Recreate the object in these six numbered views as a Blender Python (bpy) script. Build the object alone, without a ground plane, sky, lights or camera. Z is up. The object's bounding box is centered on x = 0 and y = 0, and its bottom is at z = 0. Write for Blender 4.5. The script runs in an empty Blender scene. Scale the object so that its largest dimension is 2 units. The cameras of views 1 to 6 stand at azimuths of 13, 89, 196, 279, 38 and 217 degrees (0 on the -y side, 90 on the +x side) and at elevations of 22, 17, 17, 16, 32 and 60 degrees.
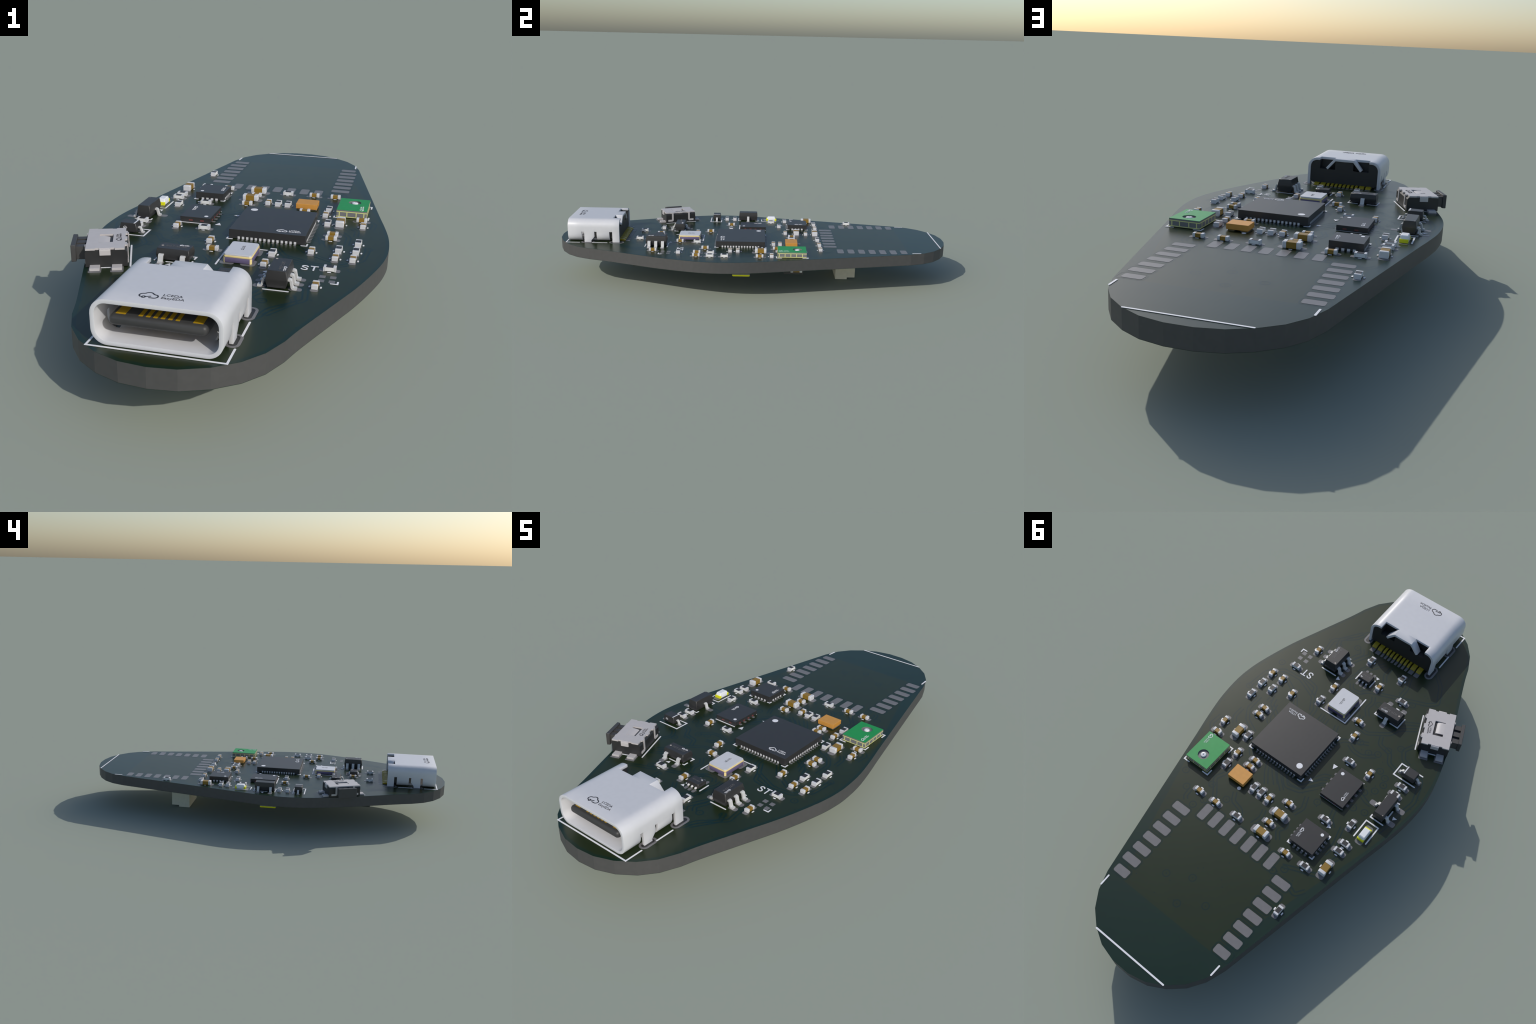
# A tapered, oval printed circuit board with a USB socket, chips and small
# surface-mount parts.  Component sizes are in millimetres of the real board
# (MM metres of the scene each); positions on the board are in scene metres.
import bpy, bmesh, math, random
from mathutils import Vector, Matrix

random.seed(7)
MM = 0.0347                 # scene metres per real millimetre
ZT = 0.2104                 # top surface of the board
ZB = 0.1547                 # underside of the board
scene_collection = bpy.context.scene.collection

# ------------------------------------------------------------------ materials
def material(name, colour, rough=0.4, metal=0.0, spec=0.5, grain=0.04, grain_scale=60.0, bump=0.0):
    m = bpy.data.materials.new(name)
    m.use_nodes = True
    nt = m.node_tree
    b = nt.nodes["Principled BSDF"]
    b.inputs["Roughness"].default_value = rough
    b.inputs["Metallic"].default_value = metal
    b.inputs["Specular IOR Level"].default_value = spec
    tc = nt.nodes.new("ShaderNodeTexCoord")
    n = nt.nodes.new("ShaderNodeTexNoise")
    n.inputs["Scale"].default_value = grain_scale
    n.inputs["Detail"].default_value = 3.0
    nt.links.new(tc.outputs["Object"], n.inputs["Vector"])
    ramp = nt.nodes.new("ShaderNodeValToRGB")
    e = ramp.color_ramp.elements
    e[0].position, e[1].position = 0.3, 0.7
    e[0].color = [c * (1 - grain) for c in colour] + [1]
    e[1].color = [min(1, c * (1 + grain)) for c in colour] + [1]
    nt.links.new(n.outputs["Fac"], ramp.inputs["Fac"])
    nt.links.new(ramp.outputs["Color"], b.inputs["Base Color"])
    if bump:
        bp = nt.nodes.new("ShaderNodeBump")
        bp.inputs["Strength"].default_value = bump
        bp.inputs["Distance"].default_value = 0.0005
        n2 = nt.nodes.new("ShaderNodeTexNoise")
        n2.inputs["Scale"].default_value = 400
        nt.links.new(tc.outputs["Object"], n2.inputs["Vector"])
        nt.links.new(n2.outputs["Fac"], bp.inputs["Height"])
        nt.links.new(bp.outputs["Normal"], b.inputs["Normal"])
    return m

CORE = material("fibreglass_core", (0.073, 0.072, 0.071), 0.55, grain=0.05)
MASK = material("solder_mask_green", (0.0064, 0.0250, 0.0150), 0.30, grain=0.05, grain_scale=8)
POUR = material("solder_mask_over_copper", (0.0160, 0.0278, 0.0090), 0.30, grain=0.05, grain_scale=8)
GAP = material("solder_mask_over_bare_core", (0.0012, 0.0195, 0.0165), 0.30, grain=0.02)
PAD = material("tinned_pad", (0.187, 0.183, 0.187), 0.36)
SILK = material("white_ink", (0.86, 0.86, 0.88), 0.5)
BLACK = material("moulding_compound", (0.038, 0.0375, 0.0375), 0.38, bump=0.05)
SHELL = material("pale_steel_shell", (0.66, 0.665, 0.69), 0.38, grain=0.015)
TIN = material("pale_tin", (0.72, 0.72, 0.73), 0.36, grain=0.02)
LEAD = material("tinned_lead", (0.62, 0.62, 0.61), 0.36, grain=0.02)
PINTIN = material("light_pin", (0.72, 0.72, 0.72), 0.4, grain=0.02)
CERAMIC = material("brown_ceramic", (0.30, 0.175, 0.022), 0.42)
ALUMINA = material("white_ceramic", (0.84, 0.84, 0.82), 0.45, grain=0.01)
COATING = material("dark_glaze", (0.034, 0.033, 0.034), 0.45)
ORANGE = material("orange_epoxy", (0.67, 0.315, 0.060), 0.5)
GREEN = material("green_lid", (0.012, 0.325, 0.072), 0.42)
GREYBAND = material("grey_laminate", (0.20, 0.20, 0.205), 0.45)
CREAM = material("pale_yellow_trim", (0.74, 0.74, 0.30), 0.45)
WELL = material("grey_well", (0.20, 0.195, 0.20), 0.4)
NOZZLE = material("white_metal", (0.82, 0.82, 0.84), 0.35)
GOLD = material("pale_gold", (0.94, 0.76, 0.34), 0.4)
CONTACT = material("gold_contact", (0.52, 0.31, 0.010), 0.4)
BACKLEAD = material("yellow_gold_lead", (0.36, 0.27, 0.010), 0.4)
PURPLE = material("violet_ceramic", (0.150, 0.122, 0.225), 0.45)
LID = material("brushed_lid", (0.68, 0.685, 0.71), 0.36, grain=0.02)
YELLOW = material("yellow_terminal", (0.86, 0.86, 0.012), 0.45)
LENS = material("white_lens", (0.90, 0.91, 0.92), 0.4, grain=0.01)
PLATE = material("warm_steel_plate", (0.57, 0.54, 0.53), 0.42, grain=0.02)
RUBBER = material("black_plastic", (0.028, 0.028, 0.028), 0.45)
KNOB = material("dark_grey_plastic", (0.060, 0.059, 0.058), 0.5)
TONGUE = material("dark_grey_tongue", (0.050, 0.050, 0.050), 0.5)
DARKINK = material("dark_ink", (0.030, 0.030, 0.036), 0.5)
GREYINK = material("faint_grey_ink", (0.135, 0.130, 0.128), 0.5)
REDPIN = material("dull_red_pin", (0.20, 0.055, 0.05), 0.45)
BEIGE = material("ivory_plastic", (0.76, 0.735, 0.60), 0.5)
DOTINK = material("beige_dot", (0.50, 0.44, 0.38), 0.5)

# ------------------------------------------------------------------ geometry
class Geo:
    """Vertices (mm) and faces, gathered from simple solids."""
    def __init__(self):
        self.v, self.f = [], []
    def add(self, v, f):
        o = len(self.v)
        self.v += [tuple(p) for p in v]
        self.f += [tuple(i + o for i in q) for q in f]
        return self
    def box(self, x0, x1, y0, y1, z0, z1):
        return self.prism([(x0, y0), (x1, y0), (x1, y1), (x0, y1)], z0, z1)
    def prism(self, poly, z0, z1):
        area = sum(a[0] * b[1] - b[0] * a[1] for a, b in zip(poly, poly[1:] + poly[:1]))
        if area < 0:
            poly = poly[::-1]
        n = len(poly)
        v = [(x, y, z0) for x, y in poly] + [(x, y, z1) for x, y in poly]
        f = [tuple(range(n))[::-1], tuple(range(n, 2 * n))]
        f += [(i, (i + 1) % n, n + (i + 1) % n, n + i) for i in range(n)]
        return self.add(v, f)
    def prism_y(self, poly_xz, y0, y1):
        g = Geo().prism([(x, z) for x, z in poly_xz], y0, y1)
        return self.add([(a, c, b) for a, b, c in g.v], [q[::-1] for q in g.f])
    def prism_x(self, poly_yz, x0, x1):
        g = Geo().prism(poly_yz, x0, x1)
        return self.add([(c, a, b) for a, b, c in g.v], g.f)
    def loft(self, rings):
        n = len(rings[0])
        v = [p for r in rings for p in r]
        f = [tuple(range(n))[::-1], tuple(range((len(rings) - 1) * n, len(rings) * n))]
        for k in range(len(rings) - 1):
            for i in range(n):
                j = (i + 1) % n
                f.append((k * n + i, k * n + j, (k + 1) * n + j, (k + 1) * n + i))
        return self.add(v, f)
    def turn(self, angle, shift=(0, 0, 0)):
        m = Matrix.Translation(shift) @ Matrix.Rotation(angle, 4, "Z")
        self.v = [tuple(m @ Vector(p)) for p in self.v]
        return self

def rect(hx, hy, z, cx=0.0, cy=0.0):
    return [(cx - hx, cy - hy, z), (cx + hx, cy - hy, z), (cx + hx, cy + hy, z), (cx - hx, cy + hy, z)]

def rounded(hx, hy, r, n=5, cx=0.0, cy=0.0):
    r = min(r, hx - 1e-4, hy - 1e-4)
    pts = []
    for sx, sy, a0 in ((1, 1, 0), (-1, 1, 90), (-1, -1, 180), (1, -1, 270)):
        for k in range(n + 1):
            a = math.radians(a0 + 90 * k / n)
            pts.append((cx + sx * (hx - r) + r * math.cos(a), cy + sy * (hy - r) + r * math.sin(a)))
    return pts

def circle(r, n=24, cx=0.0, cy=0.0):
    return [(cx + r * math.cos(2 * math.pi * k / n), cy + r * math.sin(2 * math.pi * k / n)) for k in range(n)]

def fillet(path, r, n=4):
    """Round the inner corners of an open 2D polyline."""
    out = [path[0]]
    for a, b, c in zip(path, path[1:], path[2:]):
        a, b, c = Vector(a), Vector(b), Vector(c)
        d1, d2 = (a - b), (c - b)
        t = min(r, d1.length * 0.45, d2.length * 0.45)
        p, q = b + d1.normalized() * t, b + d2.normalized() * t
        for k in range(n + 1):
            s = k / n
            out.append(tuple((1 - s) ** 2 * p + 2 * s * (1 - s) * b + s * s * q))
    return out + [path[-1]]

def thick_line(path, w, closed=False):
    """Polygon (or two loops if closed) of a 2D polyline with width w."""
    P = [Vector(p) for p in path]
    n = len(P)
    left, right = [], []
    for i in range(n):
        a = P[i - 1] if (i or closed) else P[i]
        c = P[(i + 1) % n] if (i < n - 1 or closed) else P[i]
        d1 = (P[i] - a).normalized() if (P[i] - a).length > 1e-9 else None
        d2 = (c - P[i]).normalized() if (c - P[i]).length > 1e-9 else None
        d1, d2 = d1 or d2, d2 or d1
        n1, n2 = Vector((-d1.y, d1.x)), Vector((-d2.y, d2.x))
        m = (n1 + n2)
        m = m.normalized() if m.length > 1e-6 else n1
        k = min(2.0, 1 / max(0.3, m.dot(n1)))
        left.append(tuple(P[i] + m * (w / 2 * k)))
        right.append(tuple(P[i] - m * (w / 2 * k)))
    return left, right

def ribbon(geo, path, w, z0, z1, closed=False, caps=False):
    """A flat bar of width w that follows a path on the board."""
    left, right = thick_line(path, w, closed)
    n = len(path)
    v = [(x, y, z0) for x, y in left] + [(x, y, z0) for x, y in right]
    v += [(x, y, z1) for x, y in left] + [(x, y, z1) for x, y in right]
    f = []
    for i in range(n if closed else n - 1):
        j = (i + 1) % n
        f += [(2 * n + i, 3 * n + i, 3 * n + j, 2 * n + j), (n + i, i, j, n + j),
              (i, 2 * n + i, 2 * n + j, j), (3 * n + i, n + i, n + j, 3 * n + j)]
    if not closed:
        f += [(0, n, 3 * n, 2 * n), (n - 1, 3 * n - 1, 4 * n - 1, 2 * n - 1)]
    geo.add(v, f)
    if caps and not closed:
        for p in (path[0], path[-1]):
            geo.prism(circle(w / 2, 12, *p), z0, z1 + 1e-4)
    return geo

def strip(geo, path, t, v0, v1, axis="y"):
    """A bent sheet-metal strip: 2D path (u, z), thickness t, from v0 to v1."""
    left, right = thick_line(path, t)
    n = len(path)
    ring = lambda v: [(u, v, z) for u, z in left] + [(u, v, z) for u, z in right]
    vs = ring(v0) + ring(v1)
    N = 2 * n
    f = []
    for i in range(n - 1):
        f += [(i, i + 1, N + i + 1, N + i), (n + i + 1, n + i, N + n + i, N + n + i + 1),
              (i + 1, i, n + i, n + i + 1), (N + i, N + i + 1, N + n + i + 1, N + n + i)]
    f += [(0, N, N + n, n), (n - 1, 2 * n - 1, N + 2 * n - 1, N + n - 1)]
    if axis == "x":
        vs = [(b, a, c) for a, b, c in vs]
        f = [q[::-1] for q in f]
    return geo.add(vs, f)

cache = {}
def mesh_of(key, geo, mat, bevel=0.0, segments=1, smooth=35.0, top_only=0, keep_normals=False):
    if key in cache:
        return cache[key]
    g = geo() if callable(geo) else geo
    me = bpy.data.meshes.new(key)
    me.from_pydata([(x * MM, y * MM, z * MM) for x, y, z in g.v], [], g.f)
    bm = bmesh.new()
    bm.from_mesh(me)
    if not keep_normals:
        bmesh.ops.recalc_face_normals(bm, faces=bm.faces)
    if bevel:
        edges = [e for e in bm.edges if len(e.link_faces) == 2 and e.calc_face_angle() > math.radians(30)]
        bmesh.ops.bevel(bm, geom=edges, offset=bevel * MM, segments=segments, affect="EDGES", clamp_overlap=True)
    if top_only:                    # a film of ink or mask: keep only its outer face
        bm.normal_update()
        bmesh.ops.delete(bm, geom=[f for f in bm.faces if f.normal.z * top_only < 0.9], context="FACES")
    bm.to_mesh(me)
    bm.free()
    if smooth:
        me.shade_smooth()
        me.set_sharp_from_angle(angle=math.radians(smooth))
    me.materials.append(mat)
    cache[key] = me
    return me

def put(name, me, parent, loc=(0, 0, 0), rot=0.0):
    o = bpy.data.objects.new(name, me)
    scene_collection.objects.link(o)
    o.parent = parent
    o.location = loc
    o.rotation_euler = (0, 0, rot)
    return o

root = bpy.data.objects.new("circuit_board", None)
root.empty_display_size = 0.1
scene_collection.objects.link(root)
root["label"] = "tapered dark green circuit board with USB socket and tiny chips"
root["category"] = "circuit board"

def component(name, me, x, y, rot=0.0, z=ZT):
    return put(name, me, root, (x, y, z), math.radians(rot))

def sub(name, parent, key, geo, mat, **kw):
    return put(name, mesh_of(key, geo, mat, **kw), parent)

def text_mesh(key, words, size, mat, height=0.012):
    """Flat lettering in the built-in font, centred, size in mm."""
    if key in cache:
        return cache[key]
    cu = bpy.data.curves.new(key, "FONT")
    cu.body = words
    cu.size = size * MM
    cu.align_x, cu.align_y = "LEFT", "CENTER"
    cu.space_line = 1.0
    cu.extrude = height * MM / 2
    cu.resolution_u = 4
    o = bpy.data.objects.new(key, cu)
    scene_collection.objects.link(o)
    dg = bpy.context.evaluated_depsgraph_get()
    me = bpy.data.meshes.new_from_object(o.evaluated_get(dg))
    bpy.data.objects.remove(o)
    bpy.data.curves.remove(cu)
    me.name = key
    me.materials.clear()
    me.materials.append(mat)
    cache[key] = me
    return me

def cloud_geo(size, w, h=0.012):
    """Cloud outline with a small node-and-bar, about 'size' wide (mm)."""
    g = Geo()
    s = size / 2.0
    arc = lambda cx, cy, r, a0, a1, n=9: [((cx + r * math.cos(math.radians(a0 + (a1 - a0) * k / n))) * s,
                                           (cy + r * math.sin(math.radians(a0 + (a1 - a0) * k / n))) * s) for k in range(n + 1)]
    path = arc(-0.57, -0.06, 0.40, 250, 92) + arc(-0.05, 0.22, 0.44, 152, 28) + arc(0.60, -0.12, 0.38, 95, -90) + [(0.12 * s, -0.50 * s)]
    ribbon(g, path, w, 0, h)
    ribbon(g, arc(-0.42, -0.42, 0.17, 0, 330, 11), w, 0, h * 1.02, closed=True)
    ribbon(g, [(-0.26 * s, -0.34 * s), (0.28 * s, -0.12 * s)], w, 0, h * 1.04)
    return g

def logo(parent, key, size, x, y, z, mat, rot=0.0, w=0.09):
    """Cloud mark with two lines of lettering to its right."""
    me = mesh_of("cloud_" + key, lambda: cloud_geo(size, w * size), mat, smooth=0)
    c = put("printed_mark", me, parent, (x * MM, y * MM, z * MM), math.radians(rot))
    tm = text_mesh("letters_" + key, "LCEDA\nEasyEDA", size * 0.33, mat)
    d = Vector((size * 0.66, size * 0.06, 0)) * MM
    d.rotate(Matrix.Rotation(math.radians(rot), 3, "Z"))
    put("lettering", tm, parent, (x * MM + d.x, y * MM + d.y, z * MM + 0.006 * MM), math.radians(rot))
    return c

# ------------------------------------------------------------------ the board
# Half outline (x > 0), from the USB end round to the narrow end; the ends are
# many-sided arcs, the flanks a smooth curve.
front_arc = [(0.0, -1.000), (0.0690, -0.9925), (0.1350, -0.9665), (0.1930, -0.9255), (0.2360, -0.8735), (0.2665, -0.8085)]
flank_ctrl = [(0.2665, -0.8085), (0.2910, -0.7350), (0.3500, -0.5815), (0.4010, -0.4450), (0.4425, -0.3000),
              (0.4580, -0.2100), (0.4605, -0.1350), (0.4530, -0.0430), (0.4345, 0.0560), (0.4130, 0.1500)]
back_arc = [(0.2745, 0.7830), (0.2485, 0.8530), (0.2100, 0.9090), (0.1580, 0.9535), (0.1000, 0.9850), (0.0345, 1.0000)]

def catmull(pts, n):
    out = []
    P = [Vector(p) for p in pts]
    P = [2 * P[0] - P[1]] + P + [2 * P[-1] - P[-2]]
    for i in range(1, len(P) - 2):
        for k in range(n):
            t = k / n
            a, b, c, d = P[i - 1:i + 3]
            out.append(tuple(0.5 * (2 * b + (c - a) * t + (2 * a - 5 * b + 4 * c - d) * t * t + (3 * b - a - 3 * c + d) * t ** 3)))
    return out + [pts[-1]]

half = front_arc[:-1] + catmull(flank_ctrl, 5) + back_arc
outline = half + [(-x, y) for x, y in reversed(half) if x > 1e-6]
mmp = lambda pts: [(x / MM, y / MM) for x, y in pts]
outline_mm = mmp(outline)

def inset(poly, d):
    left, right = thick_line(poly, 2 * d, closed=True)
    return left if abs(sum(a[0] * b[1] - b[0] * a[1] for a, b in zip(left, left[1:] + left[:1]))) < \
        abs(sum(a[0] * b[1] - b[0] * a[1] for a, b in zip(right, right[1:] + right[:1]))) else right

T = (ZT - ZB) / MM          # board thickness in mm
board = component("board", mesh_of("board", Geo().prism(outline_mm, -T + 0.03, -0.025), CORE, smooth=0), 0, 0)
inner = inset(outline_mm, 0.32)
count = len(outline_mm)
last_right = max(i for i in range(count // 2) if inner[i][1] < 0.700 / MM)
first_left = min(i for i in range(count // 2, count) if inner[i][1] < 0.700 / MM)
shoulder = [(0.215 / MM, 0.7745 / MM), (-0.215 / MM, 0.7745 / MM)]
pour = inner[:last_right + 1] + shoulder + inner[first_left:]
SKIN = -0.003                                        # height of the finished surface (mm)
def mask_skin():
    """Green mask: the rim round the copper, the bare aerial end and the edge."""
    g = Geo()
    o3 = [(x, y, SKIN) for x, y in outline_mm]
    i3 = [(x, y, SKIN) for x, y in inner]
    low = [(x, y, -0.025) for x, y in outline_mm]
    for i in list(range(last_right)) + list(range(first_left, count)):
        j = (i + 1) % count
        g.add([o3[i], o3[j], i3[j], i3[i]], [(0, 1, 2, 3)])
    end = o3[last_right:first_left + 1] + [i3[first_left]] + [(x, y, SKIN) for x, y in reversed(shoulder)] + [i3[last_right]]
    g.add(end, [tuple(range(len(end)))])
    for i in range(count):
        j = (i + 1) % count
        g.add([low[i], low[j], o3[j], o3[i]], [(0, 1, 2, 3)])
    return g
def film(points, z, up=True):
    ring = [(x, y, z) for x, y in points]
    return Geo().add(ring if up else ring[::-1], [tuple(range(len(ring)))])
sub("solder_mask", board, "mask_top", mask_skin, MASK, smooth=0, keep_normals=True)
sub("copper_pour", board, "pour_top", film(pour, SKIN), POUR, smooth=0, keep_normals=True)
sub("solder_mask", board, "mask_bottom", Geo().prism(outline_mm, -T, -T + 0.03), MASK, smooth=0)
sub("copper_pour", board, "pour_bottom", film(pour, -T - 0.004, False), POUR, smooth=0, keep_normals=True)

# etched gaps either side of the traces, and rings round the vias (scene metres)
traces = [
    [(0.262, -0.500), (0.272, -0.580), (0.193, -0.655), (0.178, -0.700), (0.165, -0.715)],
    [(0.115, -0.630), (0.100, -0.612), (0.170, -0.470), (0.170, -0.440)],
    [(0.050, -0.600), (0.085, -0.520), (0.085, -0.490)],
    [(0.020, -0.430), (-0.010, -0.452), (-0.230, -0.545), (-0.262, -0.575), (-0.225, -0.655), (-0.180, -0.700)],
    [(0.075, -0.440), (0.060, -0.415), (0.020, -0.420), (0.000, -0.445)],
    [(-0.205, -0.410), (-0.270, -0.450), (-0.300, -0.450)],
    [(-0.050, -0.335), (-0.062, -0.280), (-0.115, -0.275), (-0.190, -0.330), (-0.205, -0.370), (-0.265, -0.415)],
    [(-0.170, -0.300), (-0.185, -0.265), (-0.240, -0.255), (-0.262, -0.215), (-0.300, -0.205)],
    [(-0.030, -0.125), (-0.060, -0.190), (-0.150, -0.240)],
    [(-0.350, -0.250), (-0.405, -0.225), (-0.432, -0.130), (-0.410, -0.020), (-0.395, 0.060)],
    [(-0.240, -0.040), (-0.265, -0.030), (-0.290, -0.020), (-0.310, -0.020)],
    [(0.400, -0.165), (0.395, -0.225), (0.390, -0.265), (0.335, -0.320), (0.255, -0.325), (0.160, -0.285), (0.125, -0.225)],
    [(0.345, -0.300), (0.300, -0.290), (0.220, -0.245), (0.180, -0.190)],
    [(0.275, -0.180), (0.268, -0.150), (0.215, -0.115)],
    [(0.330, -0.150), (0.330, -0.075), (0.300, -0.030), (0.240, 0.000)],
    [(0.260, -0.345), (0.180, -0.330), (0.165, -0.290)],
    [(0.140, -0.270), (0.115, -0.240), (0.110, -0.195)],
    [(0.075, -0.240), (0.070, -0.195)],
    [(0.050, -0.235), (0.045, -0.195)],
    [(0.000, -0.230), (-0.010, -0.200)],
    [(0.110, 0.070), (0.090, 0.110), (0.055, 0.155)],
    [(0.085, 0.070), (0.060, 0.100), (0.025, 0.135)],
    [(0.060, 0.070), (0.030, 0.105), (-0.010, 0.140)],
    [(0.035, 0.070), (-0.010, 0.115), (-0.065, 0.100), (-0.120, 0.030), (-0.122, 0.030)],
    [(0.010, 0.070), (-0.015, 0.092), (-0.055, 0.085), (-0.105, 0.012), (-0.122, 0.003)],
    [(-0.015, 0.068), (-0.050, 0.068), (-0.098, -0.015), (-0.122, -0.025)],
    [(-0.100, 0.225), (-0.118, 0.250), (-0.100, 0.280), (-0.125, 0.310)],
    [(-0.215, 0.080), (-0.225, 0.120), (-0.255, 0.145)],
    [(-0.200, 0.380), (-0.245, 0.360), (-0.300, 0.340), (-0.335, 0.325)],
    [(0.215, 0.145), (0.205, 0.215), (0.225, 0.255), (0.195, 0.290), (0.165, 0.330)],
    [(0.125, 0.255), (0.105, 0.290), (0.060, 0.300), (0.040, 0.325)],
    [(0.265, 0.345), (0.262, 0.385), (0.250, 0.395)],
    [(0.395, 0.020), (0.400, 0.075), (0.375, 0.100)],
    [(-0.255, 0.420), (-0.300, 0.440), (-0.325, 0.405)],
    [(0.232, -0.560), (0.250, -0.600), (0.190, -0.690)],
    [(0.145, -0.615), (0.128, -0.595), (0.150, -0.555), (0.150, -0.440)],
    [(0.020, -0.610), (0.060, -0.545), (0.100, -0.450), (0.098, -0.420)],
    [(-0.010, -0.610), (-0.010, -0.560), (-0.030, -0.530)],
    [(-0.100, -0.620), (-0.120, -0.560), (-0.120, -0.510)],
    [(-0.035, -0.440), (-0.050, -0.415), (-0.045, -0.375), (-0.070, -0.345)],
    [(-0.090, -0.190), (-0.120, -0.175), (-0.160, -0.175), (-0.205, -0.210)],
    [(-0.300, -0.350), (-0.275, -0.300), (-0.300, -0.262), (-0.330, -0.255)],
    [(0.310, -0.235), (0.290, -0.175), (0.290, -0.150)],
    [(0.350, -0.060), (0.350, -0.010), (0.330, 0.015)],
    [(0.255, -0.160), (0.240, -0.090), (0.220, -0.070)],
    [(0.215, 0.030), (0.205, 0.065), (0.180, 0.090)],
    [(-0.280, 0.120), (-0.290, 0.160), (-0.300, 0.200), (-0.290, 0.250)],
    [(-0.340, 0.230), (-0.330, 0.260)],
    [(-0.100, 0.100), (-0.120, 0.150), (-0.105, 0.190)],
    [(-0.010, 0.245), (-0.020, 0.280), (-0.010, 0.320)],
]
gaps = Geo()
level = [0]
def top_of_gap():
    """Each etched piece sits a hair higher or lower than its neighbours."""
    level[0] = (level[0] + 1) % 13
    return -0.0012 + 0.0003 * level[0]
for t in traces:
    path = fillet(mmp(t), 0.3, 3)
    for edge in thick_line(path, 0.40):
        ribbon(gaps, edge, 0.15, -0.0050, top_of_gap())
fixed_vias = [(0.262, -0.500), (0.262, -0.345), (0.400, -0.165), (0.37, -0.345), (-0.172, -0.205), (-0.205, -0.222), (-0.228, -0.262),
              (-0.120, -0.225), (-0.262, -0.300), (-0.255, -0.165), (-0.287, -0.150), (-0.300, -0.120), (-0.288, -0.080), (-0.310, 0.020),
              (-0.265, 0.030), (-0.145, 0.095), (0.285, 0.352), (0.215, 0.285), (0.130, 0.300), (0.335, 0.300), (0.365, 0.170), (0.195, 0.355),
              (0.215, 0.395), (-0.075, -0.420), (-0.182, -0.505), (-0.215, 0.385), (-0.185, 0.415), (-0.265, 0.485),
              (0.105, 0.660), (0.020, 0.615), (0.000, 0.720), (-0.085, 0.665), (-0.260, -0.050), (0.165, -0.610), (0.235, -0.570)]
for x, y in fixed_vias:
    ribbon(gaps, circle(0.38, 20, x / MM, y / MM), 0.11, -0.0050, top_of_gap(), closed=True)
    gaps.prism(circle(0.085, 8, x / MM, y / MM), -0.0050, top_of_gap())
for x, y in [(p[0] * 0.955, p[1]) for p in half[7:-6:3]]:
    for s in (-1, 1):
        gaps.prism(circle(0.075, 8, s * x / MM, y / MM), -0.0050, top_of_gap())
for k in range(90):                                  # stitching holes
    x, y = random.uniform(-0.30, 0.30), random.uniform(-0.75, 0.75)
    gaps.prism(circle(0.075, 8, x / MM, y / MM), -0.0050, top_of_gap())
for k in range(7):                                   # clearance round each castellation pad
    for s in (-1, 1):
        ribbon(gaps, rounded(1.10, 0.62, 0.3, 4, s * 0.2380 / MM, (0.4350 + 0.0528 * k) / MM), 0.10, -0.0050, top_of_gap(), closed=True)
    ribbon(gaps, rounded(0.62, 1.10, 0.3, 4, (-0.1585 + 0.0528 * k) / MM, 0.3900 / MM), 0.10, -0.0050, top_of_gap(), closed=True)
tr = sub("copper_trace", board, "etched_gaps", gaps, GAP, smooth=0, top_only=1)
tr["kind"] = "stuff"

# ------------------------------------------------------------------ pads and silkscreen
PAD_H = 0.011
def pad(x, y, w, h, r=0.12, rot=0.0, name="solder_pad", z=0.0):
    key = "pad_%.2f_%.2f_%.2f" % (w, h, r)
    me = mesh_of(key, lambda: Geo().prism(rounded(w / 2, h / 2, r), -0.0045, PAD_H), PAD, smooth=0)
    return put(name, me, board, (x, y, z), math.radians(rot))

silk = Geo()
SILK_Z0, SILK_Z1 = 0.018, 0.036
def ink(path, w=0.15, local=False):
    ribbon(silk, path if local else mmp(path), w, SILK_Z0, SILK_Z1, caps=True)
def ink_poly(pts):
    silk.prism(mmp(pts), SILK_Z0, SILK_Z1)
def triangle(x, y, direction, s=0.0085):
    a = math.radians(direction)
    pts = [(x + s * k * math.cos(a + b), y + s * k * math.sin(a + b)) for b, k in ((0, 1.15), (2.2, 1.0), (-2.2, 1.0))]
    ink_poly(pts)
def corners(cx, cy, hx, hy, arm=0.016, arm2=None):
    for sx in (-1, 1):
        for sy in (-1, 1):
            ink([(cx + sx * (hx - arm), cy + sy * hy), (cx + sx * hx, cy + sy * hy), (cx + sx * hx, cy + sy * (hy - (arm2 or arm)))])

# module footprint at the narrow end: three rows of seven bare pads
for k in range(7):
    y = 0.4350 + 0.0528 * k
    w = 1.97 if k < 6 else 1.70
    for s in (-1, 1):
        pad(s * (0.2380 if k < 6 else 0.2340), y, w, 0.92, 0.2, name="module_pad")
    pad(-0.1585 + 0.0528 * k, 0.3900, 0.92, 1.92, 0.2, name="module_pad")
ink([(-0.1545, 0.9553), (0.1550, 0.9553)], 0.17)
for s in (-1, 1):
    ink([(s * 0.2585, 0.7935), (s * 0.2565, 0.8330)], 0.17)

# ------------------------------------------------------------------ chip capacitors and resistors
def bump_cap(hx, hy, h, x0):
    """End cap of a chip part: rounded block from x0 outwards to hx."""
    g = Geo()
    r = 0.055 * (h / 0.4)
    prof = rounded(hy, h / 2, r, 3, 0, h / 2)
    face = rounded(hy - r * 0.6, h / 2 - r * 0.6, r * 0.6, 3, 0, h / 2)
    ring = lambda x, p: [(x, a, b + 0.01) for a, b in p]
    g.loft([ring(x0, prof), ring(hx - r * 0.6, prof), ring(hx, face)])
    return g

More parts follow.
